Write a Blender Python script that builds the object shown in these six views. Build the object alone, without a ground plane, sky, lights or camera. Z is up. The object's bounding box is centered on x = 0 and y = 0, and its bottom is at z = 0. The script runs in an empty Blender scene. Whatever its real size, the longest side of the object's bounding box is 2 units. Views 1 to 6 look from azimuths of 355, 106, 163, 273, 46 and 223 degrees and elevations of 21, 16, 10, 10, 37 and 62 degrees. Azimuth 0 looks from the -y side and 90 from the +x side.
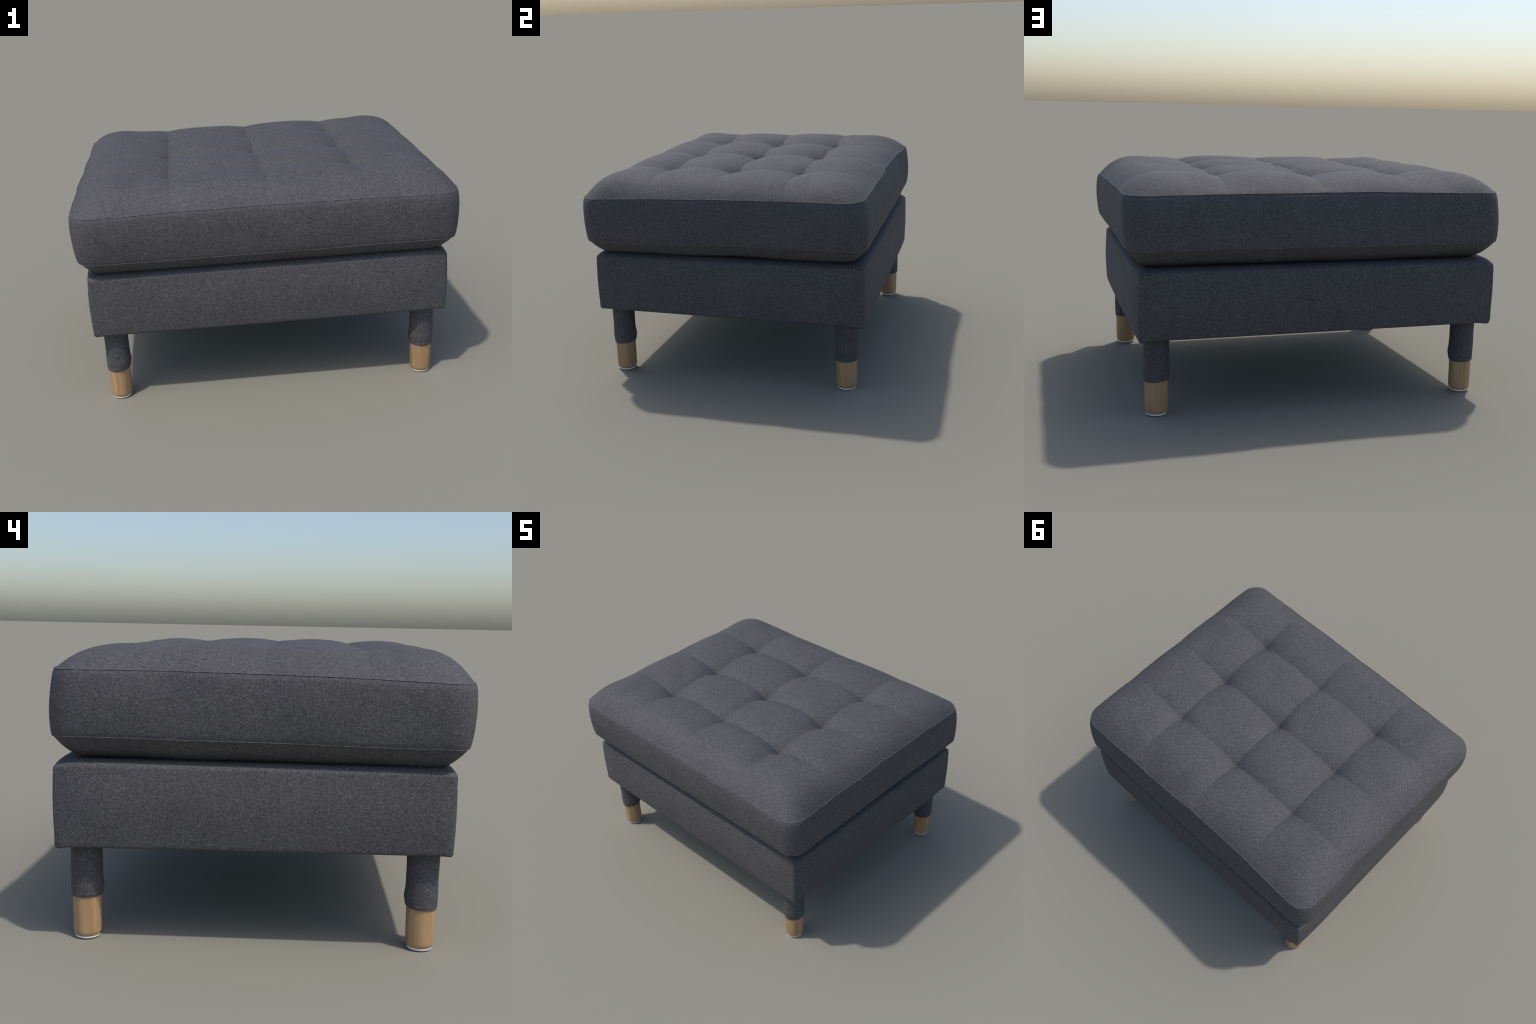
# Upholstered footstool: tufted box cushion on a fabric-wrapped plinth,
# four wooden legs with fabric sleeves and small white glides.
import bpy, math
import numpy as np
from mathutils import Vector, noise

TAU = 2 * math.pi


def lerp(a, b, t):
    return a + (b - a) * t


def smooth(t):
    t = max(0.0, min(1.0, t))
    return t * t * (3 - 2 * t)


def lumps(x, y, z, scale, seed):
    return noise.noise(Vector((x * scale + seed, y * scale - seed * 1.7, z * scale + seed * 0.3)))


# --------------------------------------------------------------------------
# materials
# --------------------------------------------------------------------------
class Nodes:
    """Small helper that adds and links shader nodes."""

    def __init__(self, name):
        self.mat = bpy.data.materials.new(name)
        self.mat.use_nodes = True
        self.tree = self.mat.node_tree
        self.bsdf = self.tree.nodes["Principled BSDF"]

    def add(self, kind, inputs=None, **props):
        n = self.tree.nodes.new(kind)
        for k, v in props.items():
            setattr(n, k, v)
        for k, v in (inputs or {}).items():
            if isinstance(v, bpy.types.NodeSocket):
                self.tree.links.new(v, n.inputs[k])
            else:
                n.inputs[k].default_value = v
        return n

    def link(self, a, b):
        self.tree.links.new(a, b)

    def math(self, op, a, b=0.0, c=0.0):
        return self.add("ShaderNodeMath", {0: a, 1: b, 2: c}, operation=op).outputs[0]

    def noise(self, vec, scale, detail=2.0, rough=0.5):
        return self.add("ShaderNodeTexNoise",
                        {"Vector": vec, "Scale": scale, "Detail": detail, "Roughness": rough}).outputs["Fac"]

    def mapped(self, vec, scale):
        return self.add("ShaderNodeMapping", {"Vector": vec, "Scale": scale}).outputs[0]

    def ramp(self, fac, stops):
        n = self.add("ShaderNodeValToRGB", {"Fac": fac})
        cr = n.color_ramp
        cr.elements[0].position, cr.elements[0].color = stops[0][0], (*stops[0][1], 1)
        cr.elements[1].position, cr.elements[1].color = stops[-1][0], (*stops[-1][1], 1)
        for p, c in stops[1:-1]:
            e = cr.elements.new(p)
            e.color = (*c, 1)
        return n.outputs[0]


def fabric_material(name, gain=1.0, tint=(1, 1, 1)):
    """Heathered woven cloth: short thread dashes running along x, y and z
    over a soft cloudy mottling."""
    m = Nodes(name)
    obj = m.add("ShaderNodeTexCoord").outputs["Object"]
    f = 260.0
    k = 0.30
    tx = m.noise(m.mapped(obj, (f * k, f, f)), 1.0, 1.5)
    ty = m.noise(m.mapped(obj, (f, f * k, f)), 1.0, 1.5)
    tz = m.noise(m.mapped(obj, (f, f, f * k)), 1.0, 1.5)
    threads = m.math("ADD", m.math("ADD", tx, ty), tz)             # mean 1.5
    threads = m.math("MULTIPLY_ADD", threads, 1.0, -1.5)
    mid = m.noise(obj, 100.0, 3.0, 0.6)
    cloud = m.noise(obj, 5.0, 2.0, 0.5)
    heather = m.math("MULTIPLY_ADD", m.math("SUBTRACT", mid, 0.5), 0.30, 0.5)
    heather = m.math("ADD", heather, m.math("MULTIPLY", m.math("SUBTRACT", cloud, 0.5), 0.18))
    heather = m.math("ADD", heather, m.math("MULTIPLY", threads, 0.9))

    def c(r, g, b):
        return (r * gain * tint[0], g * gain * tint[1], b * gain * tint[2])
    col = m.ramp(heather, [(0.12, c(0.028, 0.027, 0.0295)),
                           (0.50, c(0.0615, 0.0592, 0.0650)),
                           (0.88, c(0.120, 0.116, 0.122))])
    m.link(col, m.bsdf.inputs["Base Color"])
    m.bsdf.inputs["Roughness"].default_value = 0.78
    m.bsdf.inputs["Specular IOR Level"].default_value = 0.5
    bump = m.add("ShaderNodeBump", {"Height": threads, "Strength": 0.25, "Distance": 0.004})
    m.link(bump.outputs[0], m.bsdf.inputs["Normal"])
    return m.mat


def wood_material():
    """Pale oak: long grain along z, fine pores, slightly darker streaks."""
    m = Nodes("oak_wood")
    obj = m.add("ShaderNodeTexCoord").outputs["Object"]
    rnd = m.add("ShaderNodeObjectInfo").outputs["Random"]
    shift = m.add("ShaderNodeCombineXYZ", {0: m.math("MULTIPLY", rnd, 7.0), 1: m.math("MULTIPLY", rnd, 3.0),
                                           2: m.math("MULTIPLY", rnd, 5.0)}).outputs[0]
    p = m.add("ShaderNodeVectorMath", {0: obj, 1: shift}, operation="ADD").outputs[0]
    broad = m.noise(m.mapped(p, (26, 26, 2.2)), 1.0, 3.0, 0.55)
    fine = m.noise(m.mapped(p, (110, 110, 5)), 1.0, 3.0, 0.6)
    ring = m.add("ShaderNodeTexWave", {"Vector": m.mapped(p, (1, 0.35, 0.10)), "Scale": 9.0, "Distortion": 11.0,
                                       "Detail": 2.0, "Detail Scale": 1.2}).outputs["Fac"]
    g = m.math("MULTIPLY_ADD", broad, 0.5, m.math("MULTIPLY", fine, 0.15))
    g = m.math("MULTIPLY_ADD", ring, 0.09, m.math("ADD", g, 0.135))
    col = m.ramp(g, [(0.32, (0.265, 0.162, 0.080)), (0.50, (0.400, 0.252, 0.130)), (0.66, (0.475, 0.312, 0.170))])
    m.link(col, m.bsdf.inputs["Base Color"])
    m.bsdf.inputs["Roughness"].default_value = 0.55
    m.bsdf.inputs["Specular IOR Level"].default_value = 0.3
    bump = m.add("ShaderNodeBump", {"Height": fine, "Strength": 0.12, "Distance": 0.002})
    m.link(bump.outputs[0], m.bsdf.inputs["Normal"])
    return m.mat


def plastic_material():
    m = Nodes("white_plastic")
    obj = m.add("ShaderNodeTexCoord").outputs["Object"]
    col = m.ramp(m.noise(obj, 60.0), [(0.3, (0.70, 0.71, 0.73)), (0.7, (0.84, 0.85, 0.86))])
    m.link(col, m.bsdf.inputs["Base Color"])
    m.bsdf.inputs["Roughness"].default_value = 0.4
    return m.mat


def lining_material():
    m = Nodes("black_lining")
    obj = m.add("ShaderNodeTexCoord").outputs["Object"]
    col = m.ramp(m.noise(obj, 120.0), [(0.3, (0.016, 0.016, 0.018)), (0.7, (0.035, 0.034, 0.037))])
    m.link(col, m.bsdf.inputs["Base Color"])
    m.bsdf.inputs["Roughness"].default_value = 0.95
    m.bsdf.inputs["Specular IOR Level"].default_value = 0.1
    return m.mat


CLOTH = fabric_material("charcoal_heather_fabric")
CORD = fabric_material("seam_edge_fabric", 1.45)
WOOD = wood_material()
WHITE = plastic_material()
LINING = lining_material()


# --------------------------------------------------------------------------
# mesh helpers
# --------------------------------------------------------------------------
def make_mesh(name, verts, faces, mat, parent=None, normals=None, sharp_angle=None):
    me = bpy.data.meshes.new(name)
    me.from_pydata([tuple(v) for v in verts], [], faces)
    me.validate()
    me.materials.append(mat)
    for p in me.polygons:
        p.use_smooth = True
    if normals is not None:
        me.normals_split_custom_set_from_vertices(normals)
    elif sharp_angle is not None:
        me.set_sharp_from_angle(angle=math.radians(sharp_angle))
    me.update()
    ob = bpy.data.objects.new(name, me)
    bpy.context.scene.collection.objects.link(ob)
    if parent is not None:
        ob.parent = parent
    return ob


def vertex_normals(verts, faces):
    acc = [Vector((0, 0, 0)) for _ in verts]
    for f in faces:
        p = [verts[i] for i in f]
        n = (p[2] - p[0]).cross(p[3 % len(p)] - p[1]) if len(f) == 4 else (p[1] - p[0]).cross(p[2] - p[0])
        for i in f:
            acc[i] += n
    return [n.normalized() if n.length > 0 else Vector((0, 0, 1)) for n in acc]


def tube(points, radius, sides=8):
    """Closed tube along a loop of points."""
    n = len(points)
    verts, faces = [], []
    for i in range(n):
        t = (points[(i + 1) % n] - points[i - 1]).normalized()
        side = t.cross(Vector((0, 0, 1))).normalized()
        up = side.cross(t)
        for j in range(sides):
            a = TAU * j / sides
            verts.append(points[i] + (side * math.cos(a) + up * math.sin(a)) * radius)
    for i in range(n):
        for j in range(sides):
            a, b = i * sides + j, i * sides + (j + 1) % sides
            c, d = ((i + 1) % n) * sides + (j + 1) % sides, ((i + 1) % n) * sides + j
            faces.append((a, d, c, b))
    return verts, faces


def lathe(profile, sides, centre=lambda z: (0.0, 0.0), wobble=lambda a, z: 0.0, close=True):
    """Surface of revolution about z from (radius, z) pairs."""
    verts, faces = [], []
    for r, z in profile:
        cx, cy = centre(z)
        for j in range(sides):
            a = TAU * j / sides
            rr = r + wobble(a, z)
            verts.append(Vector((cx + rr * math.cos(a), cy + rr * math.sin(a), z)))
    for i in range(len(profile) - 1):
        for j in range(sides):
            k = (j + 1) % sides
            faces.append((i * sides + j, i * sides + k, (i + 1) * sides + k, (i + 1) * sides + j))
    if close:
        faces.append(tuple(range(sides - 1, -1, -1)))
        top = (len(profile) - 1) * sides
        faces.append(tuple(range(top, top + sides)))
    return verts, faces


# --------------------------------------------------------------------------
# plan of a rounded box: a sharp rectangle whose concentric rings get
# rounder towards the rim
# --------------------------------------------------------------------------
def rounded_plan(s, t, a, b, r, fade):
    """(s, t) in -1..1 -> point inside a rectangle a x b with corner radius r."""
    x, y = abs(s) * a, abs(t) * b
    d = min(a - x, b - y)
    rd = r * max(0.0, 1 - d / fade) ** 1.5
    A, B = a - d, b - d
    if rd > 1e-6:
        if a - x <= b - y:                      # on the x side of its ring
            q = (y - (B - rd)) / rd
            if q > 0:
                th = q * math.pi / 4
                x, y = A - rd + rd * math.cos(th), B - rd + rd * math.sin(th)
        else:
            q = (x - (A - rd)) / rd
            if q > 0:
                th = q * math.pi / 4
                x, y = A - rd + rd * math.sin(th), B - rd + rd * math.cos(th)
    return math.copysign(x, s), math.copysign(y, t)


def grid_params(lines, per_cell, crowd):
    """Parameter values from -1 to 1 with a grid line on every seam and the
    lines crowded towards the seams."""
    out = []
    edges = [-1.0] + list(lines) + [1.0]
    for i in range(len(edges) - 1):
        for k in range(per_cell):
            u = k / per_cell
            w = u - crowd * math.sin(TAU * u) / TAU
            out.append(lerp(edges[i], edges[i + 1], w))
    out.append(1.0)
    return out


def rim_indices(nu, nv):
    """Counter-clockwise rim of a (nu x nv) grid stored row by row."""
    loop = [(i, 0) for i in range(nu)]
    loop += [(nu - 1, j) for j in range(1, nv)]
    loop += [(i, nv - 1) for i in range(nu - 2, -1, -1)]
    loop += [(0, j) for j in range(nv - 2, 0, -1)]
    return loop


# --------------------------------------------------------------------------
# the thing
# --------------------------------------------------------------------------
stool = bpy.data.objects.new("footstool", None)
stool.empty_display_size = 0.3
bpy.context.scene.collection.objects.link(stool)
stool["label"] = "dark grey upholstered footstool with tufted cushion and wooden legs"
stool["category"] = "footstool"

# ------------------------------ cushion -----------------------------------
CX, CY = 0.985, 0.805            # half size at the upper seam
LX, LY = 0.980, 0.810            # half size at the lower seam
YC = -0.010                      # the upper seam sits a little to the front
YL = 0.006                       # the lower one a little to the back
R_UP, R_LOW = 0.110, 0.082
SEAM_X = (-0.49, 0.003, 0.498)   # stitched lines
SEAM_Y = (-0.413, -0.024, 0.371)


def upper_seam_z(x, y):
    fx, fy = x / CX, y / CY
    z = 1.088 + 0.012 * fy                                  # back a little higher
    z -= 0.012 * (fx * fx) * (fy * fy)                      # corners sag
    return z + 0.002 * lumps(x, y, 0, 2.3, 4.1)


def lower_seam_z(x, y):
    fx, fy = x / LX, y / LY
    return 0.829 + 0.008 * fy + 0.005 * (1 - fy * fy) + 0.006 * lumps(x, y, 3, 2.1, 9.2)


def rim_shift(x, y, amp):
    """Seam is drawn in a little where a stitched line meets it."""
    gx = min(abs(x - sx) for sx in SEAM_X)
    gy = min(abs(y - sy) for sy in SEAM_Y)
    onx = abs(x) / CX > abs(y) / CY
    g = gy if onx else gx
    return amp * (1 + 0.8 * lumps(x, y, 1, 2.7, 3.3)) * math.exp(-(g / 0.09) ** 2)


def top_height(x, y, dx, dy):
    """Pillowed surface above the upper seam; dx, dy are the distances in
    from the seam along the cloth."""

    def rise(d, w, p):
        return 1 - (1 - min(d / w, 1.0)) ** p
    back = smooth((y + 0.35) / 0.7)
    full = 0.113 - 0.015 * y / CY
    rx = rise(dx, 0.40, 4.3)
    ry = lerp(rise(dy, 0.36, 4.2), rise(dy, 0.47, 3.6), back)
    # round off where both edges fall, without hollowing the corners
    h = full / (max(rx, 0.02) ** -2.0 + max(ry, 0.02) ** -2.0 - 1) ** 0.5

    # stitched lines: soft-bottomed valleys that cross in the tufts and
    # fade out towards the rim
    def valley(g, w):
        return math.exp(-(math.hypot(g, 0.005) - 0.005) / w)
    gx = min(abs(x - sx) for sx in SEAM_X)
    gy = min(abs(y - sy) for sy in SEAM_Y)
    fade_x = (0.11 + 0.89 * smooth(dy / 0.36)) * smooth(dy / 0.06)
    fade_y = (0.11 + 0.89 * smooth(dx / 0.42)) * smooth(dx / 0.06)
    uneven = 1 + 0.45 * lumps(x, y, 0, 3.1, 12.7)
    h -= 0.029 * uneven * (valley(gx, 0.070) * fade_x + valley(gy, 0.070) * fade_y)
    # tufts: pulled-down points
    pull = 0.0
    for sx in SEAM_X:
        for sy in SEAM_Y:
            strength = 1 + 0.55 * lumps(sx, sy, 5, 4.3, 6.1)          # some buttons sit deeper
            pull = max(pull, strength * valley(math.hypot(x - sx, y - sy), 0.065))
    h -= 0.023 * pull
    # faint stitch groove
    h -= 0.0011 * max(math.exp(-(gx / 0.004) ** 2), math.exp(-(gy / 0.004) ** 2)) * smooth(min(dx, dy) / 0.03)
    edge = smooth(min(dx, dy) / 0.06)
    h += (0.005 * lumps(x, y, 0, 3.0, 1.3) + 0.0022 * lumps(x, y, 0, 9.0, 7.7)) * edge
    return h


def top_point(s, t):
    x, y = rounded_plan(s, t, CX, CY, R_UP, 0.42)
    y += YC
    rim = max(abs(s), abs(t)) ** 5
    k = 1 - rim_shift(x, y, 0.005) * rim
    x, y = x * k, y * k
    # the sewn outline is uneven: hollow along the back, skewed on the left
    y -= 0.019 * math.exp(-((x + 0.25) / 0.45) ** 2) * rim * smooth(t)
    x += (0.008 * smooth(y / 0.4) - 0.008 * smooth(-y / 0.4)) * rim * smooth(-s)
    return Vector((x, y, upper_seam_z(x, y) + top_height(x, y, (1 - abs(s)) * CX, (1 - abs(t)) * CY)))


us = grid_params([sx / CX for sx in SEAM_X], 62, 0.72)
vs = grid_params([(sy - YC) / CY for sy in SEAM_Y], 52, 0.72)
NU, NV = len(us), len(vs)
top = [top_point(s, t) for t in vs for s in us]


def soften_corners(grid, rounds):
    """Relax the cloth near the four corners so that no mitre ridge remains;
    the sewn rim itself stays put."""
    p = np.array([tuple(v) for v in grid]).reshape(NV, NU, 3)
    ax = np.clip((np.abs(np.array(us)) - 0.62) / 0.22, 0, 1)[None, :]
    ay = np.clip((np.abs(np.array(vs)) - 0.55) / 0.22, 0, 1)[:, None]
    weight = (ax * ay)[1:-1, 1:-1, None]
    wu, wv = np.diff(us), np.diff(vs)
    lu, ru = wu[None, :-1, None], wu[None, 1:, None]
    lv, rv = wv[:-1, None, None], wv[1:, None, None]
    for _ in range(rounds):
        mu = (p[1:-1, :-2] * ru + p[1:-1, 2:] * lu) / (lu + ru)
        mv = (p[:-2, 1:-1] * rv + p[2:, 1:-1] * lv) / (lv + rv)
        p[1:-1, 1:-1] += 0.5 * weight * ((mu + mv) / 2 - p[1:-1, 1:-1])
    # give back the height that the relaxing took
    p[:, :, 2] += 0.020 * (np.sin(np.pi * np.clip((1 - np.abs(np.array(us))) / 0.32, 0, 1) ** 0.75)[None, :]
                           * np.sin(np.pi * np.clip((1 - np.abs(np.array(vs))) / 0.38, 0, 1) ** 0.75)[:, None])
    return [Vector(q) for q in p.reshape(-1, 3)]


top = soften_corners(top, 90)
top_faces = {}
for j in range(NV - 1):
    for i in range(NU - 1):
        cell = (i // 62, j // 52)
        top_faces.setdefault(cell, []).append((j * NU + i, j * NU + i + 1, (j + 1) * NU + i + 1, (j + 1) * NU + i))
top_normals = vertex_normals(top, [f for fs in top_faces.values() for f in fs])

rim = rim_indices(NU, NV)
rim_top = [top[j * NU + i] for i, j in rim]


def lower_point(s, t, inset=0.0):
    x, y = rounded_plan(s, t, LX, LY, R_LOW, 0.30)
    y += YL - 0.016 * smooth(t) * smooth(-x)
    return Vector((x, y, lower_seam_z(x, y)))


rim_low = [lower_point(us[i], vs[j]) for i, j in rim]

# side panel: bulging band between the seams, plus the rounded underside
NR = len(rim)
BAND = 26
cushion_verts, cushion_faces = [], []
mids = [(rim_top[k] + rim_low[k]) / 2 for k in range(NR)]
outs = []
for k in range(NR):
    tng = mids[(k + 3) % NR] - mids[k - 3]
    outs.append(Vector((tng.y, -tng.x, 0)).normalized())
for row in range(BAND + 1):
    v = row / BAND
    for k in range(NR):
        p = rim_top[k].lerp(rim_low[k], v)
        bulge = 0.016 * math.sin(math.pi * v ** 0.85) ** 0.6
        fade = math.sin(math.pi * v)
        p = p + outs[k] * (bulge + fade * 0.005 * lumps(p.x, p.y, p.z, 3.5, 2.2))
        cushion_verts.append(p)
for row in range(BAND):
    for k in range(NR):
        n = (k + 1) % NR
        cushion_faces.append((row * NR + k, (row + 1) * NR + k, (row + 1) * NR + n, row * NR + n))
cushion = make_mesh("cushion", cushion_verts, cushion_faces, CLOTH, stool,
                    vertex_normals(cushion_verts, cushion_faces))

# underside
under_verts = []
for t in vs:
    for s in us:
        x, y = rounded_plan(s, t, LX - 0.002, LY - 0.002, R_LOW, 0.30)
        y += YL - 0.016 * smooth(t) * smooth(-x)
        d = min(LX - abs(s) * LX, LY - abs(t) * LY)
        drop = (0.096 + 0.005 * lumps(x, y, 7, 3.0, 2.9)) * (1 - max(0.0, 1 - d / 0.14) ** 2.2)
        under_verts.append(Vector((x, y, lower_seam_z(x, y) - drop)))
under_faces = [(j * NU + i, (j + 1) * NU + i, (j + 1) * NU + i + 1, j * NU + i + 1)
               for j in range(NV - 1) for i in range(NU - 1)]
make_mesh("underside_panel", under_verts, under_faces, CLOTH, cushion)

# sixteen quilted panels
for cell in sorted(top_faces):
    remap, verts, norms, faces = {}, [], [], []
    for f in top_faces[cell]:
        g = []
        for i in f:
            if i not in remap:
                remap[i] = len(verts)
                verts.append(top[i])
                norms.append(top_normals[i])
            g.append(remap[i])
        faces.append(tuple(g))
    make_mesh("quilted_panel", verts, faces, CLOTH, cushion, norms)


# sewn seam edges
def seam(points, radius, name):
    step = [points[0]]
    for p in points[1:]:
        if (p - step[-1]).length > 0.008:
            step.append(p)
    v, f = tube(step, radius, 8)
    return make_mesh(name, v, f, CORD, cushion)


seam([p + outs[k] * 0.0006 + Vector((0, 0, 0.0008 + 0.0012 * lumps(p.x, p.y, 0, 14, 8))) for k, p in enumerate(rim_top)], 0.0022, "piping")
seam([p + outs[k] * 0.0002 for k, p in enumerate(rim_low)], 0.0018, "piping")

# ------------------------------- plinth -----------------------------------
# corners measured at mid height (front-left, front-right, back-right, back-left)
FL, FR, BR, BL = (-0.940, -0.762), (0.935, -0.760), (0.930, 0.799), (-0.952, 0.790)
Z_LOW, Z_TOP, Z_CROWN = 0.402, 0.738, 0.760


def plinth_plan(s, t, inset, r):
    a, b = 0.935 - inset, 0.775 - inset
    x, y = rounded_plan(s, t, a, b, max(0.0, r), 0.25)
    u, w = (x / 0.935 + 1) / 2, (y / 0.775 + 1) / 2
    px = lerp(lerp(FL[0], FR[0], u), lerp(BL[0], BR[0], u), w)
    py = lerp(lerp(FL[1], BL[1], w), lerp(FR[1], BR[1], w), u)
    return px, py


def swell(x, y, z):
    """Padding under the cover makes the four faces belly out a little."""
    up = 0.45 + 0.55 * math.sin(math.pi * max(0.0, min(1.0, (z - Z_LOW) / (Z_TOP - Z_LOW))))
    bx = 1 - min(1.0, abs(y) / 0.775) ** 9
    by = 1 - min(1.0, abs(x) / 0.935) ** 9
    k = 0.020 * up
    return x * (1 + k * bx), y * (1 + k * 1.0 * by)


ps = grid_params([], 90, 0.0)
pt = grid_params([], 76, 0.0)
# crowd the samples toward the corners so that their rounding is resolved
ps = [math.copysign(1 - (1 - abs(s)) ** 1.6, s) for s in ps]
pt = [math.copysign(1 - (1 - abs(t)) ** 1.6, t) for t in pt]
PU, PV = len(ps), len(pt)
prim = rim_indices(PU, PV)
# (inset, height) up the side: lower hem, side, rolled top edge
hem = [(0.010, Z_LOW + 0.001), (0.0035, Z_LOW + 0.003), (0.0005, Z_LOW + 0.010), (0.0, Z_LOW + 0.022)]
wall = [(-0.003 * math.sin(math.pi * k / 12), lerp(Z_LOW + 0.022, Z_TOP - 0.022, k / 12)) for k in range(1, 12)]
roll = [(0.048 * (1 - math.cos(a)), Z_TOP - 0.022 + 0.029 * math.sin(a))
        for a in [math.pi / 2 * k / 9 for k in range(10)]]
profile = hem + wall + roll
verts, faces = [], []
PN = len(prim)
for inset, z in profile:
    for i, j in prim:
        x, y = plinth_plan(ps[i], pt[j], inset, 0.016)
        corner = (abs(x) / 0.93) ** 24 * (abs(y) / 0.77) ** 24
        low = smooth((0.46 - z) / 0.06)
        dz = -0.007 * low * min(corner, 1.2)                        # hem hangs lower at the corners
        dz -= 0.004 * low * y / 0.77
        high = smooth((z - 0.69) / 0.05)
        dz -= 0.008 * high * min(corner, 1.2)
        n = 0.0022 * lumps(x, y, z, 2.6, 5.5) * (1 - high)
        x, y = swell(x * (1 + n), y * (1 + n), z)
        verts.append(Vector((x, y, z + dz)))
for row in range(len(profile) - 1):
    for k in range(PN):
        n = (k + 1) % PN
        faces.append((row * PN + k, row * PN + n, (row + 1) * PN + n, (row + 1) * PN + k))
# closed crown under the cushion: same rim, filled by a grid
base_i = len(verts)
last = profile[-1][0]
rim_row = (len(profile) - 1) * PN
index = {}
for k, ij in enumerate(prim):
    index[ij] = rim_row + k
for j in range(PV):
    for i in range(PU):
        if (i, j) not in index:
            x, y = plinth_plan(ps[i], pt[j], last, 0.016)
            index[(i, j)] = len(verts)
            verts.append(Vector((x, y, Z_TOP + 0.007)))
for j in range(PV - 1):
    for i in range(PU - 1):
        faces.append((index[(i, j)], index[(i + 1, j)], index[(i + 1, j + 1)], index[(i, j + 1)]))
plinth = make_mesh("plinth", verts, faces, CLOTH, stool, vertex_normals(verts, faces))

# dust cover closing the underside
verts, faces = [], []
for j in range(PV):
    for i in range(PU):
        x, y = plinth_plan(ps[i], pt[j], 0.008, 0.016)
        verts.append(Vector((x, y, Z_LOW + 0.004 + 0.001 * lumps(x, y, 0, 4, 3))))
for j in range(PV - 1):
    for i in range(PU - 1):
        faces.append((j * PU + i, (j + 1) * PU + i, (j + 1) * PU + i + 1, j * PU + i + 1))
make_mesh("dust_cover", verts, faces, LINING, plinth)

# stitched corner edges of the plinth cover
for sx, sy in ((-1, -1), (1, -1), (1, 1), (-1, 1)):
    pts = []
    for k in range(29):
        z = lerp(Z_LOW + 0.010, Z_TOP - 0.040, k / 28)
        x, y = plinth_plan(sx, sy, -0.0005, 0.016)
        n = 0.0022 * lumps(x, y, z, 2.6, 5.5)
        pts.append(Vector((x * (1 + n), y * (1 + n), z)))
    verts, faces = [], []
    for p in pts:
        for m in range(6):
            a = TAU * m / 6
            verts.append(p + Vector((math.cos(a), math.sin(a), 0)) * 0.0024)
    for k in range(28):
        for m in range(6):
            faces.append((k * 6 + m, k * 6 + (m + 1) % 6, (k + 1) * 6 + (m + 1) % 6, (k + 1) * 6 + m))
    faces.append(tuple(range(5, -1, -1)))
    faces.append(tuple(range(28 * 6, 29 * 6)))
    make_mesh("corner_seam", verts, faces, CLOTH, plinth)

# -------------------------------- legs ------------------------------------
LEGS = ((-0.838, -0.662), (0.832, -0.662), (0.832, 0.688), (-0.838, 0.688))
wood_profile = [(0.044, 0.0095), (0.0505, 0.0105), (0.0535, 0.016), (0.0562, 0.024), (0.0568, 0.030), (0.0575, 0.10),
                (0.0582, 0.17), (0.0585, 0.24), (0.0585, 0.405)]
glide_profile = [(0.043, 0.0), (0.0480, 0.0012), (0.0503, 0.004), (0.0503, 0.0085), (0.048, 0.012)]
sleeve_profile = [(0.0570, 0.188), (0.0600, 0.178), (0.0618, 0.175), (0.0632, 0.178), (0.0645, 0.186), (0.0650, 0.193),
                  (0.0645, 0.1955), (0.0655, 0.198), (0.0668, 0.207), (0.0672, 0.219), (0.0664, 0.232),
                  (0.0650, 0.252), (0.0640, 0.285), (0.0638, 0.33), (0.0642, 0.37), (0.0648, 0.406)]


def dense(profile, n):
    """Resample a profile with a Catmull-Rom curve."""
    out = []
    m = len(profile)
    for i in range(m - 1):
        p = [Vector(profile[max(0, min(m - 1, i + o))]) for o in (-1, 0, 1, 2)]
        for k in range(n):
            t = k / n
            q = 0.5 * ((2 * p[1]) + (p[2] - p[0]) * t + (2 * p[0] - 5 * p[1] + 4 * p[2] - p[3]) * t * t
                       + (3 * p[1] - p[0] - 3 * p[2] + p[3]) * t ** 3)
            out.append((q.x, q.y))
    out.append(profile[-1])
    return out


for n, (lx, ly) in enumerate(LEGS):
    inward = math.atan2(-ly, -lx)
    v, f = lathe(wood_profile, 32)
    leg = make_mesh("leg", v, f, WOOD, stool, sharp_angle=40)
    leg.location = (lx, ly, 0)
    leg.rotation_euler = (0, 0, 0)

    def slump(a, z, n=n, inward=inward):
        roll_ = math.exp(-((z - 0.212) / 0.026) ** 2)
        w = 0.0028 * roll_ * math.cos(a - inward)
        return w + 0.0016 * noise.noise(Vector((math.cos(a) * 1.6 + n * 3.1, math.sin(a) * 1.6, z * 16)))
    v, f = lathe(dense(sleeve_profile, 3), 48, wobble=slump, close=False)
    # hem is pulled slightly askew
    for p in v:
        a = math.atan2(p.y, p.x)
        p.z += 0.004 * math.cos(a - inward + 0.7 * n) * smooth((0.26 - p.z) / 0.08)
    sleeve = make_mesh("sleeve", v, f, CLOTH, leg)
    v, f = lathe(glide_profile, 24)
    make_mesh("glide", v, f, WHITE, leg, sharp_angle=50)
